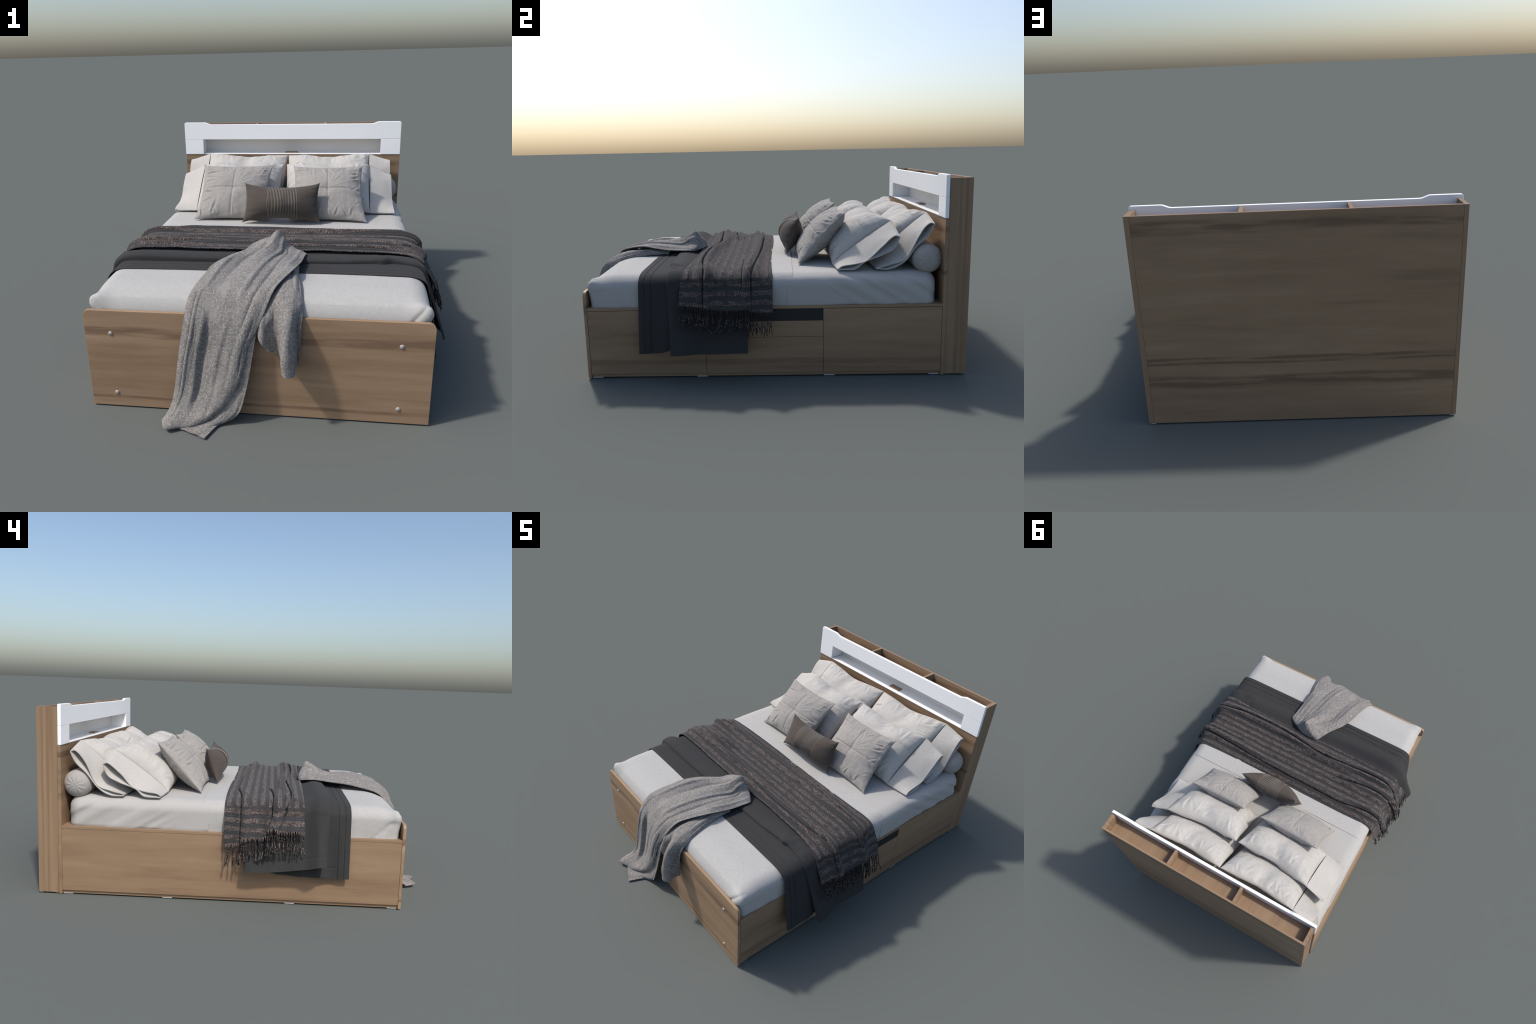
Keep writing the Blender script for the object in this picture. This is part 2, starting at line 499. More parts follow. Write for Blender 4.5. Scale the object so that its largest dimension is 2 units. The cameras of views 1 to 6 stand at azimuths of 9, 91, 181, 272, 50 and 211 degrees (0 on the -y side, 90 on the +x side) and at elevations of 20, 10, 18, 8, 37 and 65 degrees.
# ================================================================== MATTRESS
HX, XC, Y0, Y1, ZB, ZT = 0.658, 0.005, -0.799, 0.853, 0.350, 0.501

def on_mattress(q, off=0.0, rx=0.068, rz=0.056):
    """round the outer box point q into the soft mattress form, move it out by off, let the foot end sink"""
    ry = np.where(q[..., 1] < 0, 0.032, 0.055)
    full = lambda v: np.full(ry.shape, v)
    lo = np.stack([full(-HX + rx), Y0 + ry, full(ZB - 1.0)], -1)
    hi = np.stack([full(HX - rx), Y1 - ry, full(ZT - rz)], -1)
    c = np.clip(q, lo, hi)
    sc = np.stack([full(rx), ry, full(rz)], -1)
    d = (q - c) / sc
    n = d / np.maximum(np.linalg.norm(d, axis=-1, keepdims=True), 1e-9)
    p = c + n * (sc + off)
    x, y, z = p[..., 0].copy(), p[..., 1].copy(), p[..., 2].copy()
    ear = gauss(np.abs(x) - 0.640, 0.045) * gauss(y + 0.785, 0.04) * smooth(0.38, 0.44, z)
    sink = 0.033 * np.clip((-0.66 - y) / 0.13, 0, 1.1) ** 2 * (1 - 0.75 * ear)
    p[..., 2] -= sink * np.clip((z - ZB) / (ZT - ZB), 0, 1) + 0.004 * np.clip(np.abs(x) / 0.6, 0, 1) ** 4 * smooth(0.40, 0.48, z)
    p[..., 0] = x * (1 - 0.012 * smooth(-0.55, -0.78, y)) + XC + np.sign(x) * 0.010 * ear * smooth(0.43, 0.46, z)
    p[..., 1] -= 0.006 * ear
    return p, n

def soft_box(name, ya, yb, off, mat, parent, wrinkle, step=0.009):
    """top and four sides of the mattress between ya and yb as one cloth shell"""
    sx = np.r_[np.linspace(-1, 1, 150)]
    # section param: left side up, top, right side down
    zs = np.linspace(ZB, ZT, 20)
    sec = [(-HX, z) for z in zs[:-1]] + [(x, ZT) for x in np.linspace(-HX, HX, 150)] + [(HX, z) for z in zs[:-1][::-1]]
    sec = np.array(sec)
    ys = np.arange(ya, yb + 1e-6, step)
    S = np.zeros((len(ys), len(sec), 3))
    S[:, :, 0] = sec[None, :, 0]
    S[:, :, 1] = ys[:, None]
    S[:, :, 2] = sec[None, :, 1]
    rows = [S]
    def cap(y, first):
        """end face: shrink rows down toward the base line"""
        out = []
        for k, f in enumerate(np.linspace(1, 0, 20)[1:]):
            R = np.zeros((1, len(sec), 3))
            R[0, :, 0] = sec[:, 0]
            R[0, :, 1] = y
            R[0, :, 2] = ZB + (sec[:, 1] - ZB) * f
            out.append(R)
        return np.concatenate(out[::-1] if first else out)
    parts = []
    if ya <= Y0 + 1e-6:
        parts.append(cap(Y0, True))
    parts.append(S)
    if yb >= Y1 - 1e-6:
        parts.append(cap(Y1, False))
    Q = np.concatenate(parts)
    P, n = on_mattress(Q, off)
    P = wrinkle(P, n)
    me_ob = sheet(name, P[:, ::-1], mat, parent, 0.003)
    return me_ob

def sheet_wrinkle(P, n):
    x, y, z = P[..., 0], P[..., 1], P[..., 2]
    side = smooth(0.60, 0.64, np.abs(x - XC)) * smooth(0.50, 0.47, z)
    # slanted drag folds on the long sides near the head
    u = y * 1.0 + z * 1.7
    f = np.abs(vnoise(u * 14, z * 2.0, np.sign(x) * 3, 5)) * smooth(0.25, 0.5, y)
    a = 0.009 * (0.5 - f) * side + 0.003 * fbm(x * 6, y * 6, z * 6, 9)
    a = a - 0.012 * smooth(0.36, 0.348, z) * side * (0.5 + 0.5 * vnoise(y * 9, 2.0, 0, 3))
    return P + n * a[..., None]

def spread_wrinkle(P, n):
    x, y, z = P[..., 0], P[..., 1], P[..., 2]
    a = 0.0012 * fbm(x * 7, y * 7, z * 7, 21)
    ax = np.abs(x - XC * 0.5)
    # pinched corners at the foot, with a crease beside each
    ear = gauss(ax - 0.648, 0.03) * gauss(y + 0.79, 0.035) * gauss(z - 0.468, 0.028)
    a = a + 0.006 * ear
    crease = gauss((ax - 0.600) - (z - 0.44) * 0.9, 0.010) * smooth(-0.74, -0.785, y) * smooth(0.50, 0.46, z)
    a = a - 0.007 * crease
    crease2 = gauss((y + 0.72) + (z - 0.40) * 1.1, 0.016) * smooth(0.62, 0.645, ax) * smooth(0.47, 0.42, z)
    a = a - 0.006 * crease2 * (x < 0)
    low = smooth(0.40, 0.35, z)
    a = a + low * 0.005 * vnoise(x * 16, y * 16, 0, 31)
    return P + n * a[..., None]

mattress = thing("mattress", "thick mattress in a white fitted sheet under a woven bedspread", "mattress", (0, 0, ZB))
soft_box("fitted_sheet", 0.15, Y1, 0.0, M_sheet, mattress, sheet_wrinkle)
soft_box("bedspread", Y0, 0.178, 0.0020, M_spread, mattress, spread_wrinkle, 0.008)

# ================================================================== DRAPES ACROSS THE BED
def section(off, xb, zb, swell, shift=0.0, belly=0.0):
    """half cross-section of a cloth over the bed's edge: flat top, rounded shoulder, flared hang"""
    zt = ZT + off
    pts = [(0.0, zt), (0.30, zt), (0.540, zt - 0.001), (0.608, zt - 0.004), (0.646, zt - 0.013), (0.670 + swell, zt - 0.034), (0.682 + swell, zt - 0.066)]
    pts = [(x + shift * min(1, x / 0.5), z) for x, z in pts]
    x0, z0 = pts[-1]
    return pts + [(x0 + (xb - x0) * 0.52 + belly, z0 + (zb - z0) * 0.48), (xb, zb)]

def drape(ys, off, right, left, n_half=170, swell=0.0, belly=0.0):
    """grid across the bed; right/left: functions y -> (x, z) of the lower edge"""
    G = np.zeros((len(ys), 2 * n_half - 1, 3))
    for j, y in enumerate(ys):
        R = resample(section(off, *right(y), swell, 0.0, belly), n_half)
        xl, zl = left(y)
        L = resample(section(off, -xl, zl, swell, -0.012, belly), n_half)
        G[j, n_half - 1:, 0], G[j, n_half - 1:, 2] = R[:, 0], R[:, 1]
        G[j, :n_half, 0], G[j, :n_half, 2] = -L[::-1, 0], L[::-1, 1]
        G[j, :, 1] = y
    return G

def edge_fn(ys, xs, zs):
    return lambda y: (float(np.interp(y, ys, xs)), float(np.interp(y, ys, zs)))

def hem_profile(d, lines, w=0.0018):
    """small groove where a hem is stitched, at distance d from the edge"""
    return sum(-0.0034 * gauss(d - l, w) for l in lines)

# ---- charcoal blanket, two folded layers
blanket = thing("blanket", "charcoal cotton blanket folded double across the bed", "blanket", (0, -0.3, 0.15))
nh = 190
ys = np.linspace(-0.5505, -0.045, 290)
rt = edge_fn([-0.55, -0.44, -0.38, -0.04], [0.730, 0.742, 0.738, 0.735], [0.142, 0.150, 0.170, 0.17])
lt = edge_fn([-0.55, -0.45, -0.30, -0.20, -0.04], [-0.705, -0.708, -0.715, -0.718, -0.718], [0.154, 0.155, 0.160, 0.168, 0.20])
S = drape(ys, 0.0086, rt, lt, nh, 0.002)
N = grid_normals(S)
sarc = np.linspace(0, 1, S.shape[1])[None, :]
dy = (S[..., 1] + 0.5505)
dz = S[..., 2] - 0.148
a = hem_profile(dy, (0.028, 0.060)) + hem_profile(dz, (0.060,)) * (np.abs(S[..., 0]) > 0.66) * smooth(0.055, 0.062, dy)
a = a + 0.0012 * fbm(S[..., 0] * 5, S[..., 1] * 9, S[..., 2] * 5, 41) + 0.004 * vnoise(S[..., 1] * 14, S[..., 2] * 3, 0, 43) * smooth(0.45, 0.3, S[..., 2])
hang = smooth(0.47, 0.30, S[..., 2])
a = a + hang * 0.004 * np.sin(S[..., 1] * 60 + 1.0) + hang * 0.003 * vnoise(S[..., 1] * 30, S[..., 2] * 30, 0, 44) * smooth(0.20, 0.15, S[..., 2])
sheet("blanket_layer", S + N * a[..., None], M_dark, blanket, 0.003)

def fold_front(x):
    """front fold line of the upper layer"""
    return interp([-0.80, -0.66, -0.54, -0.35, 0.0, 0.2, 0.34, 0.47, 0.505, 0.54, 0.66, 0.80], [-0.432, -0.440, -0.450, -0.450, -0.440, -0.434, -0.429, -0.416, -0.419, -0.409, -0.411, -0.390], x)

t = np.linspace(0, 1, 140)
ys = -0.44 + t * 0.404
rt = edge_fn([-0.44, -0.40, -0.30, -0.20, -0.036], [0.782, 0.781, 0.772, 0.772, 0.770], [0.149, 0.149, 0.152, 0.152, 0.154])
lt = edge_fn([-0.44, -0.40, -0.30, -0.20, -0.10, -0.036], [-0.768, -0.766, -0.758, -0.752, -0.750, -0.750], [0.226, 0.220, 0.205, 0.190, 0.180, 0.180])
S = drape(ys, 0.0110, rt, lt, nh, 0.003, -0.008)
front = fold_front(S[..., 0])
S[..., 1] = front + t[:, None] * (-0.036 - front)
N = grid_normals(S)
x, y, z = S[..., 0], S[..., 1], S[..., 2]
d = y - front
swell = interp([-0.8, -0.66, -0.50, -0.30, 0.0, 0.30, 0.505, 0.56, 0.8], [0.014, 0.026, 0.030, 0.026, 0.020, 0.016, 0.020, 0.014, 0.010], x)
a = swell * (np.sqrt(np.clip(1 - (1 - np.clip(d / 0.030, 0, 1)) ** 2, 0, 1))) * (1 - smooth(0.04, 0.11, d)) - 0.004 * (1 - smooth(0, 0.02, d))
a = a + 0.010 * gauss(x - 0.52, 0.05) * gauss(d - 0.014, 0.014)
hang = smooth(0.47, 0.30, z)
a = a + 0.0024 * fbm(x * 6, y * 8, z * 5, 51) * (1 - 0.8 * smooth(-0.34, -0.30, y)) + 0.002 * vnoise(x * 40, y * 14, 0, 57) * gauss(np.abs(x) - 0.56, 0.08) * gauss(d - 0.03, 0.04)
a = a + hang * (0.010 * vnoise(y * 13, 1.5 + np.sign(x), 0, 53) + 0.006 * gauss(y + 0.40, 0.02))
a = a + hem_profile(z - np.where(x > 0, 0.152, np.interp(y, [-0.44, -0.3, -0.2, -0.1], [0.226, 0.205, 0.19, 0.18])), (0.048,), 0.003) * (np.abs(x) > 0.7)
S = S + N * a[..., None]
S[..., 1] -= 0.014 * gauss(d - 0.010, 0.012) * smooth(0.30, 0.45, z)   # the fold rolls over its own edge
sheet("blanket_layer", S, M_dark, blanket, 0.004)

# ---- striped knit throw with fringe
throw = thing("striped_throw", "brown and charcoal striped knit throw with fringed ends", "throw blanket", (0, -0.14, 0.25))
t = np.linspace(0, 1, 260)
ys = -0.335 + t * 0.412
hem_r = edge_fn([-0.36, -0.30, -0.24, -0.235, -0.10, -0.03, -0.025, 0.08], [0.732, 0.735, 0.740, 0.744, 0.744, 0.740, 0.732, 0.729], [0.372, 0.370, 0.365, 0.358, 0.352, 0.350, 0.340, 0.336])
hem_l = edge_fn([-0.34, -0.17, -0.16, -0.03, -0.02, 0.07], [-0.744, -0.738, -0.734, -0.728, -0.716, -0.708], [0.385, 0.382, 0.358, 0.338, 0.318, 0.304])
nh = 210
OFF = 0.0160
S = drape(ys, OFF, hem_r, hem_l, nh, 0.007)
x = S[..., 0]
f0 = interp([-0.8, -0.66, -0.55, -0.25, 0.2, 0.48, 0.60, 0.68, 0.8], [-0.326, -0.320, -0.319, -0.324, -0.318, -0.323, -0.334, -0.350, -0.357], x)
f1 = interp([-0.8, -0.62, -0.3, 0.17, 0.5, 0.65, 0.8], [0.062, 0.072, 0.079, 0.073, 0.075, 0.080, 0.080], x)
S[..., 1] = f0 + t[:, None] * (f1 - f0)
N = grid_normals(S)
x, y, z = S[..., 0].copy(), S[..., 1].copy(), S[..., 2].copy()

def pleat(yc, lead, follow, amp_a, amp_b, mask):
    """a slit between two soft rolls, running along the throw"""
    d = y - yc
    h = amp_a * np.exp(-((d + lead) / lead) ** 2) + amp_b * np.exp(-((d - follow) / follow) ** 2)
    slit = -(amp_a + amp_b) * 0.62 * gauss(d, 0.0032)
    return (h + slit) * mask

hang = smooth(0.48, 0.40, z)
yc1 = interp([-0.8, -0.61, -0.33, -0.13, 0.19, 0.37, 0.5, 0.61, 0.8], [-0.165, -0.251, -0.245, -0.236, -0.270, -0.272, -0.267, -0.248, -0.238], x)
yc2 = interp([-0.8, -0.66, -0.53, -0.36, -0.2], [-0.160, -0.163, -0.166, -0.145, -0.125], x)
yc3 = interp([-0.8, -0.68, -0.56, -0.4, -0.2, 0.05, 0.35, 0.8], [-0.022, -0.010, -0.006, 0.018, 0.016, 0.014, 0.000, -0.028], x)
a = 0.011 * smooth(-0.18, -0.28, y) - 0.0085 * smooth(-0.02, 0.07, y) * (1 - hang)
a = a + pleat(yc1, 0.015, 0.022, 0.016, 0.028, 1 - 0.45 * hang)
a = a + pleat(yc2, 0.018, 0.02, 0.022, 0.016, smooth(-0.25, -0.45, x))
a = a + pleat(yc3, 0.022, 0.014, 0.024, 0.010, 1 - 0.35 * hang)
a = a + pleat(0 * x - 0.075 + 0.02 * x, 0.02, 0.018, 0.012, 0.010, smooth(0.2, 0.5, x) * (1 - hang) * 0.7)
P = 0.0415
a = a + 0.0020 * np.sin((y + 0.006 * vnoise(x * 9, y * 6, 0, 63)) * 2 * math.pi / P) * (1 - hang) + 0.0025 * fbm(x * 7, y * 16, z * 7, 61)
a = a + 0.0008 * vnoise(x * 220, y * 220, z * 220, 67)
a = a + hang * 0.004 * vnoise(y * 22, np.sign(x), 0, 65)
S = S + N * a[..., None]
sheet("knitted_panel", S, M_throw, throw, 0.004)

# fringe: twisted strands with knotted tips, some leaning on their neighbours
def strand_mesh(k):
    rng = np.random.RandomState(100 + k)
    n, sides = 16, 6
    L = 1.0
    tt = np.linspace(0, 1, n)
    ph = rng.uniform(0, 6.28, 2)
    cx = 0.022 * np.sin(tt * 5 + ph[0]) * tt
    cy = (rng.uniform(-0.16, 0.16)) * tt ** 1.4 + 0.035 * np.sin(tt * 7 + ph[1]) * tt
    rad = 0.0021 * (1 + 0.22 * np.sin(tt * 42)) * (1 + 0.5 * gauss(tt - 0.88, 0.04)) * (1 - 0.6 * smooth(0.95, 1.0, tt))
    V, F = [], []
    for i in range(n):
        for s in range(sides):
            q = 2 * math.pi * s / sides
            V.append((cx[i] * 0.11 + rad[i] * math.cos(q), cy[i] * 0.11 + rad[i] * math.sin(q), -tt[i] * 0.11))
    for i in range(n - 1):
        for s in range(sides):
            F.append((i * sides + s, (i + 1) * sides + s, (i + 1) * sides + (s + 1) % sides, i * sides + (s + 1) % sides))
    F.append(tuple((n - 1) * sides + s for s in range(sides))[::-1])
    F.append(tuple(range(sides)))
    me = mesh_from("fringe_strand", V, F)
    me.materials.append(M_fringe)
    me.polygons.foreach_set("use_smooth", [True] * len(me.polygons))
    return me

strands = [strand_mesh(k) for k in range(10)]
for side in (1, -1):
    col = S.shape[1] - 1 if side > 0 else 0
    E_ = S[:, col] - N[:, col] * 0.002
    seg = np.r_[0, np.cumsum(np.linalg.norm(np.diff(E_, axis=0), axis=1))]
    pos = np.arange(0.003, seg[-1], 0.0078)
    for q in pos:
        q = q + random.uniform(-0.002, 0.002)
        p = [np.interp(q, seg, E_[:, k]) for k in range(3)]
        ob = bpy.data.objects.new("fringe_strand", random.choice(strands))
        link(ob, throw)
        ob.location = Vector(p) + Vector((0, 0, 0.003)) - throw.location
        tilt = random.gauss(0.24 if side > 0 else 0.22, 0.07) * (1 if side > 0 else -1)
        ob.rotation_euler = (random.gauss(0, 0.08), -tilt, random.choice((0, math.pi)) * 0)
        ob.scale = (1, random.choice((-1, 1)), random.uniform(0.84, 1.08))

# ---- grey basket-weave throw spilling over the footboard
gthrow = thing("grey_throw", "crumpled grey basket-weave throw spilling over the footboard", "throw blanket", (0, -0.8, 0.0))

def ruffle(S, amp, seed, sx=9, sy=4):
    """long soft folds and small crumples"""
    N = grid_normals(S)
    nv, nu = S.shape[:2]
    v, u = np.meshgrid(np.linspace(0, 1, nv), np.linspace(0, 1, nu), indexing="ij")
    a = amp * (vnoise(u * sx + 0.6 * vnoise(v * 3, 0, 0, seed), v * sy, 0, seed + 1) + 0.5 * vnoise(u * sx * 2.1, v * sy * 2, 0, seed + 2))
    rim = smooth(0, 0.06, u) * smooth(1, 0.94, u)
    return S + N * (a * (0.25 + 0.75 * rim))[..., None]

main = [
    [(-0.048, -0.318, 0.526), (-0.020, -0.314, 0.530), (0.020, -0.316, 0.532), (0.050, -0.318, 0.534), (0.085, -0.330, 0.532), (0.115, -0.345, 0.530), (0.130, -0.352, 0.528)],
    [(-0.064, -0.332, 0.530), (-0.036, -0.318, 0.556), (0.018, -0.336, 0.590), (0.052, -0.352, 0.622), (0.078, -0.350, 0.582), (0.122, -0.350, 0.548), (0.160, -0.372, 0.532)],
    [(-0.084, -0.370, 0.536), (-0.050, -0.362, 0.572), (0.006, -0.372, 0.592), (0.046, -0.388, 0.612), (0.074, -0.388, 0.576), (0.116, -0.380, 0.552), (0.176, -0.390, 0.535)],
    [(-0.110, -0.414, 0.540), (-0.074, -0.412, 0.567), (-0.010, -0.420, 0.575), (0.036, -0.430, 0.594), (0.074, -0.430, 0.562), (0.112, -0.428, 0.560), (0.172, -0.425, 0.535)],
    [(-0.168, -0.497, 0.540), (-0.120, -0.485, 0.566), (-0.060, -0.490, 0.556), (0.000, -0.500, 0.580), (0.050, -0.500, 0.560), (0.100, -0.500, 0.566), (0.165, -0.500, 0.538)],
    [(-0.200, -0.575, 0.538), (-0.150, -0.570, 0.560), (-0.085, -0.570, 0.552), (-0.020, -0.575, 0.570), (0.035, -0.575, 0.562), (0.090, -0.575, 0.568), (0.154, -0.575, 0.548)],
    [(-0.213, -0.640, 0.528), (-0.165, -0.645, 0.548), (-0.102, -0.640, 0.548), (-0.040, -0.645, 0.560), (0.022, -0.645, 0.560), (0.080, -0.645, 0.562), (0.146, -0.640, 0.558)],
    [(-0.237, -0.735, 0.506), (-0.185, -0.738, 0.524), (-0.120, -0.735, 0.524), (-0.060, -0.740, 0.538), (0.000, -0.742, 0.540), (0.055, -0.738, 0.546), (0.108, -0.725, 0.545)],
    [(-0.252, -0.778, 0.474), (-0.200, -0.790, 0.486), (-0.140, -0.786, 0.490), (-0.080, -0.796, 0.498), (-0.020, -0.802, 0.500), (0.028, -0.797, 0.508), (0.078, -0.785, 0.520)],
    [(-0.260, -0.820, 0.414), (-0.210, -0.836, 0.425), (-0.152, -0.828, 0.430), (-0.092, -0.840, 0.432), (-0.042, -0.848, 0.434), (0.004, -0.848, 0.440), (0.044, -0.834, 0.446)],
    [(-0.272, -0.830, 0.350), (-0.222, -0.852, 0.355), (-0.168, -0.838, 0.358), (-0.112, -0.852, 0.360), (-0.060, -0.862, 0.364), (-0.018, -0.864, 0.374), (0.018, -0.852, 0.388)],
    [(-0.284, -0.836, 0.290), (-0.236, -0.858, 0.290), (-0.182, -0.842, 0.290), (-0.128, -0.858, 0.292), (-0.080, -0.870, 0.296), (-0.040, -0.874, 0.308), (-0.012, -0.860, 0.328)],
    [(-0.296, -0.842, 0.210), (-0.252, -0.864, 0.205), (-0.196, -0.850, 0.205), (-0.144, -0.866, 0.210), (-0.096, -0.878, 0.222), (-0.054, -0.882, 0.248), (-0.020, -0.866, 0.292)],
    [(-0.308, -0.850, 0.130), (-0.268, -0.872, 0.120), (-0.212, -0.864, 0.118), (-0.160, -0.880, 0.128), (-0.112, -0.888, 0.150), (-0.064, -0.886, 0.196), (-0.024, -0.870, 0.274)],
    [(-0.322, -0.866, 0.062), (-0.288, -0.896, 0.058), (-0.232, -0.890, 0.054), (-0.178, -0.898, 0.066), (-0.126, -0.896, 0.090), (-0.070, -0.886, 0.152), (-0.026, -0.872, 0.262)],
    [(-0.340, -0.896, 0.024), (-0.310, -0.945, 0.030), (-0.252, -0.932, 0.026), (-0.196, -0.922, 0.032), (-0.138, -0.896, 0.056), (-0.076, -0.880, 0.124), (-0.026, -0.868, 0.254)],
    [(-0.350, -0.912, 0.012), (-0.321, -0.968, 0.018), (-0.262, -0.944, 0.010), (-0.205, -0.924, 0.012), (-0.145, -0.886, 0.036), (-0.080, -0.872, 0.110), (-0.026, -0.862, 0.250)],
    [(-0.318, -0.895, 0.006), (-0.296, -0.935, 0.006), (-0.246, -0.915, 0.006), (-0.194, -0.895, 0.010), (-0.136, -0.866, 0.040), (-0.076, -0.856, 0.112), (-0.030, -0.850, 0.252)],
]
for row in main[3:8]:
    for k in range(1, 6):
        row[k] = (row[k][0], row[k][1], row[k][2] - 0.008)
S = patch(main, 150, 330)
S = ruffle(S, 0.0035, 71, 8, 6)
# named long folds: (u at head, u at hem, start, end along the length, width, height)
FOLDS = [(0.36, 0.30, 0.00, 0.42, 0.030, 0.007), (0.66, 0.60, 0.02, 0.50, 0.030, -0.009), (0.80, 0.74, 0.10, 0.60, 0.026, 0.008), (0.20, 0.16, 0.22, 0.45, 0.020, -0.009),
         (0.10, 0.08, 0.40, 0.90, 0.016, 0.006), (0.135, 0.115, 0.40, 0.92, 0.014, -0.006), (0.30, 0.34, 0.50, 0.86, 0.030, 0.007), (0.24, 0.26, 0.50, 0.84, 0.022, -0.006),
         (0.52, 0.50, 0.48, 0.80, 0.034, -0.005), (0.86, 0.90, 0.52, 0.80, 0.018, 0.007), (0.50, 0.46, 0.05, 0.30, 0.020, -0.005), (0.93, 0.92, 0.08, 0.40, 0.018, -0.005)]
nv_, nu_ = S.shape[:2]
v_, u_ = np.meshgrid(np.linspace(0, 1, nv_), np.linspace(0, 1, nu_), indexing="ij")
bump = 0.0
for ua, ub, va, vb, wd, hh in FOLDS:
    c_ = ua + (ub - ua) * np.clip((v_ - va) / (vb - va), 0, 1) + 0.012 * vnoise(v_ * 9, ua * 20, 0, 77)
    bump = bump + hh * gauss(u_ - c_, wd) * smooth(va, va + 0.08, v_) * smooth(vb, vb - 0.10, v_)
S = S + grid_normals(S) * bump[..., None]
S[..., 2] = np.maximum(S[..., 2], 0.0045)
sheet("draped_panel", S, M_basket, gthrow, 0.004)

under = [
    [(-0.120, -0.832, 0.420), (-0.080, -0.836, 0.420), (-0.030, -0.838, 0.420), (0.026, -0.836, 0.420)],
    [(-0.125, -0.834, 0.349), (-0.085, -0.842, 0.349), (-0.035, -0.848, 0.349), (0.015, -0.851, 0.349)],
    [(-0.135, -0.836, 0.272), (-0.095, -0.848, 0.272), (-0.045, -0.856, 0.272), (0.002, -0.859, 0.272)],
    [(-0.145, -0.840, 0.208), (-0.105, -0.856, 0.208), (-0.055, -0.866, 0.208), (-0.008, -0.869, 0.208)],
    [(-0.165, -0.846, 0.125), (-0.120, -0.864, 0.125), (-0.070, -0.878, 0.125), (-0.025, -0.882, 0.125)],
    [(-0.190, -0.856, 0.060), (-0.140, -0.876, 0.062), (-0.090, -0.890, 0.062), (-0.044, -0.890, 0.062)],
    [(-0.225, -0.876, 0.014), (-0.175, -0.892, 0.016), (-0.122, -0.904, 0.024), (-0.078, -0.884, 0.020)],
    [(-0.260, -0.906, 0.006), (-0.210, -0.918, 0.006), (-0.158, -0.924, 0.008), (-0.108, -0.884, 0.005)],
    [(-0.285, -0.926, 0.005), (-0.235, -0.940, 0.005), (-0.182, -0.946, 0.005), (-0.134, -0.922, 0.005)],
    [(-0.297, -0.938, 0.005), (-0.254, -0.957, 0.005), (-0.211, -0.976, 0.005), (-0.163, -0.9985, 0.005)],
]
S = ruffle(patch(under, 70, 160), 0.003, 81, 5, 4)
S[..., 2] = np.maximum(S[..., 2], 0.0042)
S[..., 1] = np.maximum(S[..., 1], -0.9995)
sheet("draped_panel", S, M_basket, gthrow, 0.004)

tail = [
    [(0.020, -0.500, 0.524), (0.050, -0.500, 0.526), (0.075, -0.500, 0.526), (0.100, -0.500, 0.526), (0.120, -0.500, 0.526), (0.138, -0.500, 0.525), (0.148, -0.500, 0.522), (0.152, -0.500, 0.516)],
    [(0.020, -0.600, 0.518), (0.050, -0.600, 0.520), (0.075, -0.600, 0.524), (0.100, -0.600, 0.530), (0.120, -0.605, 0.536), (0.140, -0.605, 0.538), (0.153, -0.605, 0.530), (0.154, -0.600, 0.512)],
    [(0.020, -0.700, 0.508), (0.050, -0.700, 0.510), (0.078, -0.705, 0.515), (0.105, -0.710, 0.528), (0.130, -0.712, 0.532), (0.155, -0.710, 0.528), (0.173, -0.708, 0.515), (0.176, -0.700, 0.500)],
    [(0.020, -0.780, 0.486), (0.050, -0.782, 0.486), (0.080, -0.786, 0.490), (0.108, -0.795, 0.505), (0.136, -0.800, 0.510), (0.162, -0.798, 0.502), (0.184, -0.795, 0.484), (0.188, -0.785, 0.470)],
    [(0.018, -0.824, 0.440), (0.045, -0.838, 0.436), (0.074, -0.826, 0.440), (0.100, -0.832, 0.448), (0.130, -0.872, 0.452), (0.160, -0.860, 0.450), (0.174, -0.828, 0.444), (0.189, -0.828, 0.436)],
    [(0.016, -0.832, 0.405), (0.040, -0.860, 0.380), (0.070, -0.832, 0.390), (0.098, -0.836, 0.392), (0.126, -0.897, 0.392), (0.158, -0.884, 0.390), (0.168, -0.836, 0.388), (0.187, -0.840, 0.386)],
    [(0.022, -0.834, 0.385), (0.046, -0.870, 0.345), (0.074, -0.836, 0.338), (0.102, -0.838, 0.325), (0.126, -0.910, 0.318), (0.160, -0.896, 0.316), (0.167, -0.840, 0.318), (0.183, -0.845, 0.320)],
    [(0.034, -0.836, 0.372), (0.062, -0.868, 0.318), (0.086, -0.840, 0.298), (0.112, -0.842, 0.272), (0.130, -0.918, 0.240), (0.164, -0.900, 0.237), (0.166, -0.846, 0.252), (0.180, -0.848, 0.254)],
]
S = ruffle(patch(tail, 130, 150), 0.0035, 91, 10, 5)
sheet("draped_tail", S, M_basket, gthrow, 0.0035)

# ================================================================== PILLOWS
def frame_of(BI, BO, TI, TO, front):
    """local frame: x along the pillow, y up its face, z out of the front"""
    c = (np.array(BI) + BO + TI + TO) / 4
    ex = (np.array(BO) + TO - BI - TI)
    ex = ex / np.linalg.norm(ex)
    ey = (np.array(TI) + TO - BI - BO)
    ey = ey - ex * (ex @ ey)
    ey = ey / np.linalg.norm(ey)
    ez = np.cross(ex, ey)
    return c, np.stack([ex, ey, ez])

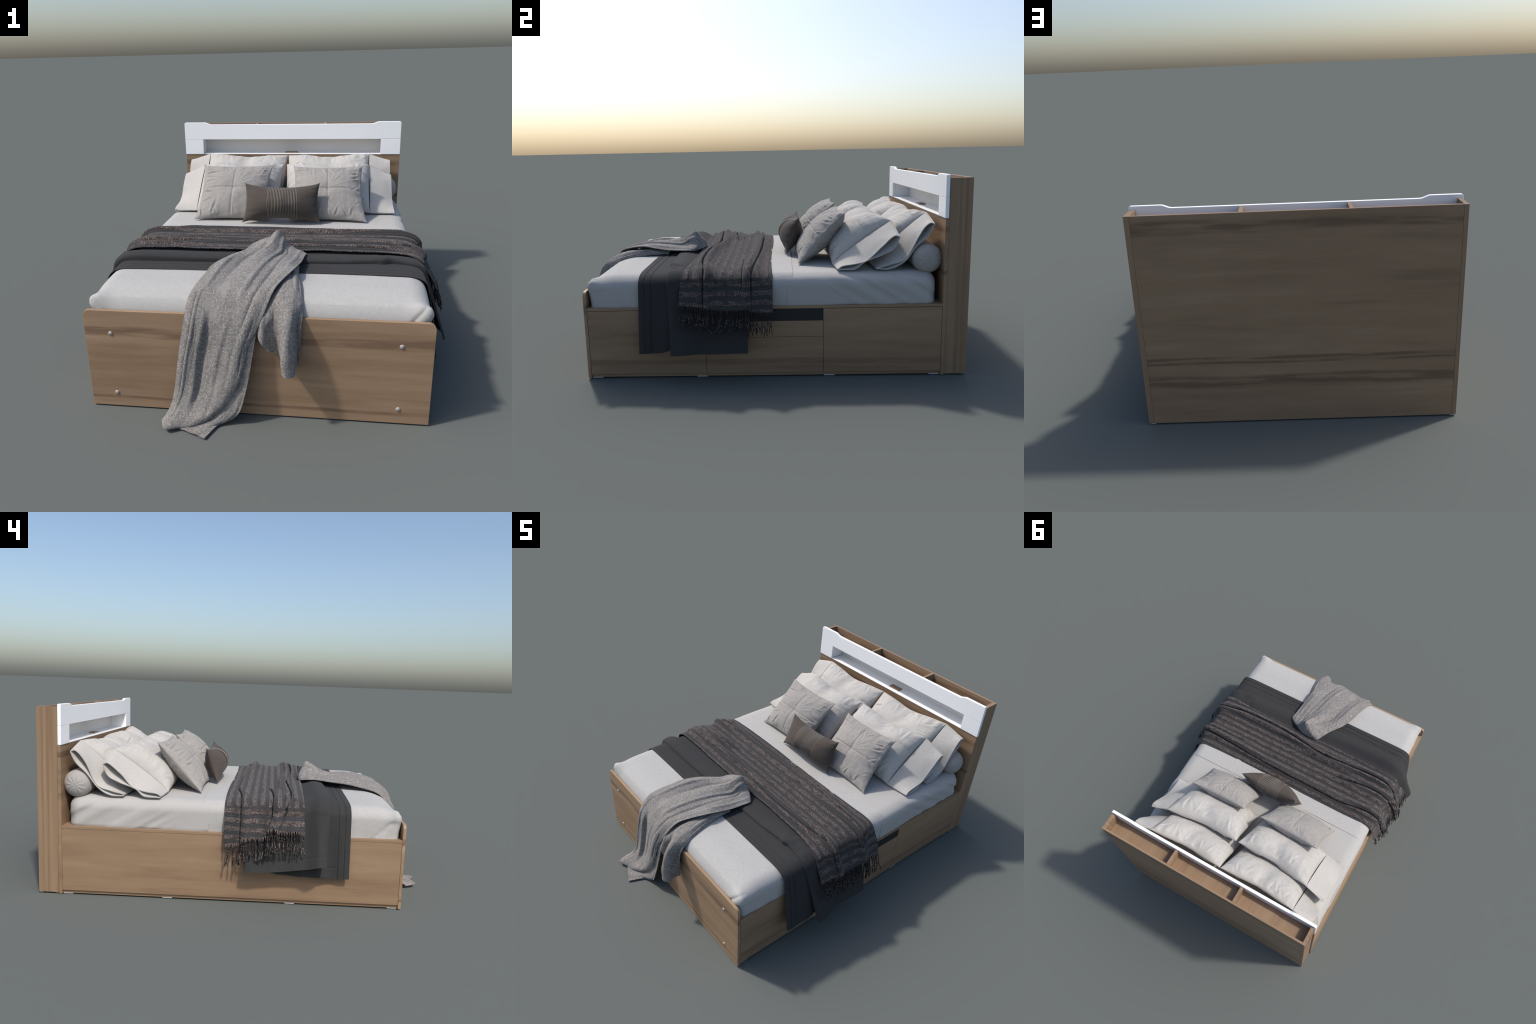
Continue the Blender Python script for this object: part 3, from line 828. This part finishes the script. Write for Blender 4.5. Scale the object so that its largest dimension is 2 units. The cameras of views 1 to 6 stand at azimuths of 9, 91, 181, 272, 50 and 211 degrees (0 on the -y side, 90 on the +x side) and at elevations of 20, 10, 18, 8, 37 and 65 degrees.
def pillow(name, mat, parent, corners, hf, hb, inset=(0.012, 0.012), power=(2.6, 2.6), detail=None, nu=120, nv=90, closed=0.55, dent=0.0, n_crease=14, crease_amp=1.0, chop=0.0):
    """stuffed cloth case from its four corner points (inner/outer, bottom/top), with ears at the corners"""
    BI, BO, TI, TO = (np.array(p, float) for p in corners)
    c, R = frame_of(BI, BO, TI, TO, 1)
    loc = [R @ (p - c) for p in (BI, BO, TI, TO)]
    u1 = 0.5 - 0.5 * np.cos(np.linspace(0, math.pi, nu))
    v1 = 0.5 - 0.5 * np.cos(np.linspace(0, math.pi, nv))
    u1 = 0.62 * u1 + 0.38 * np.linspace(0, 1, nu)
    v1 = 0.62 * v1 + 0.38 * np.linspace(0, 1, nv)
    v, u = np.meshgrid(v1, u1, indexing="ij")
    base = ((1 - u) * (1 - v))[..., None] * loc[0] + (u * (1 - v))[..., None] * loc[1] + ((1 - u) * v)[..., None] * loc[2] + (u * v)[..., None] * loc[3]
    base[..., 0] += inset[0] * (4 * v * (1 - v)) ** 0.8 * (1 - 2 * u)
    base[..., 1] += inset[1] * (4 * u * (1 - u)) ** 0.8 * (1 - 2 * v)
    base[..., 1] -= dent * gauss(u - 0.5, 0.22) * smooth(0.55, 1.0, v)
    wu = np.clip(1 - np.abs(2 * u - 1) ** power[0], 0, 1) ** closed
    wv = np.clip(1 - np.abs(2 * v - 1) ** power[1], 0, 1) ** closed
    w = wu * wv
    rim = np.minimum(np.minimum(u, 1 - u), np.minimum(v, 1 - v))
    seed = int(abs(c[0]) * 1000 + c[1] * 500) % 97 + (50 if c[0] < 0 else 0)
    crng = np.random.RandomState(seed + 300)
    out = []
    for sgn, h in ((1, hf), (-1, hb)):
        wr = 0.0
        # puckers that run in from the seam
        au = vnoise(u * 17, 0.3 + 0 * u, 0, seed) * np.exp(-np.minimum(v, 1 - v) / 0.10) + vnoise(v * 13, 0.7 + 0 * u, 0, seed + 1) * np.exp(-np.minimum(u, 1 - u) / 0.08)
        wr = 0.010 * au + 0.008 * fbm(u * 4, v * 3.2, 0, seed + 2) + 0.0024 * fbm(u * 12, v * 9, 0, seed + 5)
        wr = crease_amp * wr
        for k in range(n_crease):
            # soft pull lines running inward from the edges
            e = crng.randint(4)
            t0, ang, ln, wd, dp = crng.uniform(0.08, 0.92), crng.uniform(-0.7, 0.7), crng.uniform(0.12, 0.34), crng.uniform(0.012, 0.024), crng.uniform(0.0016, 0.0042)
            pu, pv, dr = ((t0, 0.04, math.pi / 2), (t0, 0.96, -math.pi / 2), (0.04, t0, 0.0), (0.96, t0, math.pi))[e]
            dr += ang
            du_, dv_ = u - pu, v - pv
            al = du_ * math.cos(dr) + dv_ * math.sin(dr)
            ac = -du_ * math.sin(dr) + dv_ * math.cos(dr) + 0.5 * (al ** 2) * crng.uniform(-1.5, 1.5)
            wr = wr + dp * (gauss(ac - wd, wd) - gauss(ac + wd * 0.4, wd * 0.8)) * smooth(0.0, 0.04, al) * smooth(ln, ln * 0.35, al)
        wr = wr - chop * gauss(u - 0.5 - 0.06 * vnoise(v * 4, 0, 0, seed), 0.09) * smooth(0.45, 1.0, v) * w
        z = h * w + wr * smooth(0, 0.05, rim)
        if detail and sgn > 0:
            z = z + detail(u, v, w)
        p = base.copy()
        p[..., 2] += sgn * z
        out.append(p)
    n = nv * nu
    V = np.vstack([out[0].reshape(-1, 3), out[1].reshape(-1, 3)])
    F = grid_faces(nv, nu) + grid_faces(nv, nu, n, True)
    bm_me = mesh_from(name, V, F)
    bm = bmesh.new()
    bm.from_mesh(bm_me)
    bmesh.ops.remove_doubles(bm, verts=bm.verts, dist=1e-5)
    bm.to_mesh(bm_me)
    bm.free()
    ob = finish(name, bm_me, mat, parent, 180)
    M = Matrix([[R[0][k], R[1][k], R[2][k], c[k]] for k in range(3)] + [[0, 0, 0, 1]])
    if parent is not None:
        M = Matrix.Translation(-parent.location) @ M
    ob.matrix_local = M
    return ob, R, c

def flange(name, mat, parent, SB, ST, lower, upper, R, c, seed):
    """open end of a sham: a flattened sleeve from the seam to its mouth"""
    nv, nu = 60, 26
    v = np.linspace(0, 1, nv)
    lo = resample(lower, nv)
    up = resample(upper, nv)
    seam = np.array(SB)[None] * (1 - v)[:, None] + np.array(ST)[None] * v[:, None]
    nrm = R[2]
    nrm = nrm * (1 if nrm[2] > 0 else -1)
    bulge = (np.sin(v * math.pi) ** 0.6)[:, None]
    s_up = seam + nrm * (0.010 * bulge)
    s_lo = seam - nrm * (0.012 * bulge)
    loop_seam = np.vstack([s_up, s_lo[::-1]])
    loop_end = np.vstack([up, lo[::-1]])
    G = []
    for k in range(nu):
        f = k / (nu - 1)
        puff = math.sin(f * math.pi) * 0.5
        row = loop_seam * (1 - f) + loop_end * f
        row[:nv] += nrm * (0.003 * puff * np.sin(v * math.pi)[:, None])
        G.append(row)
    G = np.array(G)
    G = np.concatenate([G, G[:, :1]], axis=1)
    wr = 0.004 * vnoise(np.linspace(0, 9, G.shape[1])[None, :], np.linspace(0, 2, nu)[:, None], 0, seed) * np.linspace(0, 1, nu)[:, None]
    G = G + nrm * wr[..., None]
    N = grid_normals(G)
    # turn the sleeve's wall inward at the mouth to give the cloth a visible edge
    sgn = 1 if np.sum(N[nu // 2, nv // 2] * nrm) > 0 else -1
    n = G.shape[0] * G.shape[1]
    A, B = G.reshape(-1, 3), (G - sgn * N * 0.0045).reshape(-1, 3)
    nr, nc = G.shape[:2]
    F = grid_faces(nr, nc, 0, sgn < 0) + grid_faces(nr, nc, n, sgn > 0)
    last = (nr - 1) * nc
    for i in range(nc - 1):
        F.append((last + i, last + i + 1, last + i + 1 + n, last + i + n)[::1 if sgn > 0 else -1])
    V = np.vstack([A, B])
    V = (V - c) @ R.T
    me = mesh_from(name, V, F)
    ob = finish(name, me, mat, None, 60)
    ob.parent = parent
    M = Matrix([[R[0][k], R[1][k], R[2][k], c[k]] for k in range(3)] + [[0, 0, 0, 1]])
    ob.matrix_local = Matrix.Translation(-parent.location) @ M
    return ob

def mx(p, s):
    """mirror a right-hand point to the left pillow (the pile sits 7 mm off centre)"""
    return np.array([p[0], p[1], p[2]]) if s > 0 else np.array([-p[0] - 0.015, p[1], p[2]])

SHAMS = {
    "mid": dict(BI=(0.012, 0.372, 0.512), BO=(0.484, 0.377, 0.513), TI=(0.000, 0.636, 0.735), TO=(0.485, 0.668, 0.725), hf=0.098, hb=0.045,
                lower=[(0.617, 0.393, 0.507), (0.616, 0.475, 0.508), (0.612, 0.524, 0.541), (0.611, 0.599, 0.570), (0.610, 0.656, 0.601), (0.608, 0.687, 0.655)],
                upper=[(0.617, 0.393, 0.512), (0.614, 0.422, 0.528), (0.612, 0.524, 0.551), (0.611, 0.598, 0.620), (0.610, 0.659, 0.666), (0.608, 0.687, 0.662)]),
    "rear": dict(BI=(0.006, 0.558, 0.512), BO=(0.486, 0.560, 0.513), TI=(-0.006, 0.828, 0.756), TO=(0.488, 0.836, 0.764), hf=0.068, hb=0.040,
                 lower=[(0.615, 0.577, 0.508), (0.615, 0.644, 0.507), (0.612, 0.714, 0.542), (0.612, 0.765, 0.609), (0.612, 0.816, 0.661), (0.612, 0.847, 0.715)],
                 upper=[(0.615, 0.577, 0.514), (0.615, 0.644, 0.534), (0.612, 0.714, 0.562), (0.612, 0.772, 0.671), (0.612, 0.819, 0.723), (0.612, 0.847, 0.722)]),
}
for kind, d in SHAMS.items():
    for s in (1, -1):
        base = mx(((d["BI"][0] + d["BO"][0]) / 2, d["BO"][1], 0.508), s)
        top = thing("pillow", "plump off-white linen pillow in an open-ended sham", "pillow", tuple(base))
        pts = [mx(d[k], s) for k in ("BI", "BO", "TI", "TO")]
        if s < 0:
            pts = [pts[1], pts[0], pts[3], pts[2]]
        body, R, c = pillow("pillow_body", M_sham, top, pts, d["hf"], d["hb"], inset=(0.006, 0.010), power=(4.2, 2.5), dent=0.016, n_crease=22, chop=0.022)
        flange("sham_flap", M_sham, top, mx(d["BO"], s), mx(d["TO"], s), [mx(p, s) for p in d["lower"]], [mx(p, s) for p in d["upper"]], R, c, 7 if s > 0 else 9)

# square cushions with a cross seam
def cross_seam(u, v, w):
    fan = 0
    for k, ang in enumerate((0.45, 0.72, 0.98, 1.22, -0.6, -1.0)):
        dx, dy = u - 0.5, v - 0.5
        d = dx * math.sin(ang) - dy * math.cos(ang)
        al = dx * math.cos(ang) + dy * math.sin(ang)
        fan = fan + gauss(d, 0.012) * smooth(0.02, 0.10, al) * smooth(0.42, 0.2, al)
    return (-0.0042 * gauss(u - 0.5, 0.011) - 0.0042 * gauss(v - 0.5, 0.011) - 0.006 * gauss(np.hypot(u - 0.5, v - 0.5), 0.09) + 0.0016 * fan) * np.clip(w * 2, 0, 1)

for pts in ([(0.048, 0.205, 0.509), (0.462, 0.208, 0.509), (0.055, 0.441, 0.762), (0.438, 0.449, 0.764)],
            [(-0.473, 0.209, 0.508), (-0.062, 0.205, 0.509), (-0.457, 0.450, 0.764), (-0.055, 0.441, 0.770)]):
    q = np.mean(pts, axis=0)
    cu = thing("cushion", "square grey linen cushion with a stitched cross seam", "cushion", (q[0], 0.21, 0.508))
    pillow("cushion_cover", M_cush, cu, pts, 0.066, 0.078, inset=(0.020, 0.016), power=(2.2, 2.2), detail=cross_seam, nu=150, nv=150, closed=0.62, n_crease=30, crease_amp=0.8)

# small rectangular cushion with a ribbed band
def ribs(u, v, w):
    xl = (u - 0.5) * 0.413
    inside = smooth(-0.0765, -0.0745, xl) * smooth(0.0865, 0.0845, xl)
    return (0.0011 * np.sin(xl * 2 * math.pi / 0.0080) + 0.0008) * inside * np.clip(w * 3, 0, 1)

cu = thing("lumbar_cushion", "small brown rectangular cushion with a ribbed centre band", "cushion", (0.01, 0.153, 0.51))
pillow("cushion_cover", M_lumbar, cu, [(-0.196, 0.152, 0.513), (0.221, 0.154, 0.514), (-0.186, 0.224, 0.712), (0.213, 0.224, 0.715)], 0.076, 0.058, inset=(0.016, 0.026), power=(2.2, 2.0), detail=ribs, nu=420, nv=90, closed=0.62, n_crease=0, crease_amp=0.35)

# bolster behind the pillows
bo = thing("bolster", "long pale grey cylindrical bolster with gathered ends", "pillow", (0, 0.817, 0.486))
prof = [(0.000, 0.655), (0.012, 0.655), (0.030, 0.651), (0.050, 0.640), (0.063, 0.624), (0.069, 0.604), (0.0705, 0.58), (0.0705, 0.30), (0.0705, 0.0)]
pr = resample([(a, b) for a, b in prof], 90)
prof2 = np.vstack([pr, np.stack([pr[::-1, 0], -pr[::-1, 1]], 1)[1:]])
ns = 64
ang = np.linspace(0, 2 * math.pi, ns, endpoint=False)
V = []
for rr, xx in prof2:
    k = 1 + 0.012 * math.exp(-((abs(xx) - 0.645) / 0.012) ** 2) * np.sin(ang * 9 + 1)
    for a_, kk in zip(ang, k):
        V.append((xx + 0.0012 * math.sin(a_ * 11) * math.exp(-((rr - 0.03) / 0.02) ** 2) * (1 if xx > 0 else -1), 0.817 + rr * kk * math.cos(a_), 0.5565 + rr * kk * math.sin(a_) * (1.0 if math.sin(a_) > 0 else 0.99)))
F = [(j * ns + i, j * ns + (i + 1) % ns, (j + 1) * ns + (i + 1) % ns, (j + 1) * ns + i) for j in range(len(prof2) - 1) for i in range(ns)]
finish("bolster_cover", mesh_from("bolster_cover", V, F), M_bolst, bo, 180)
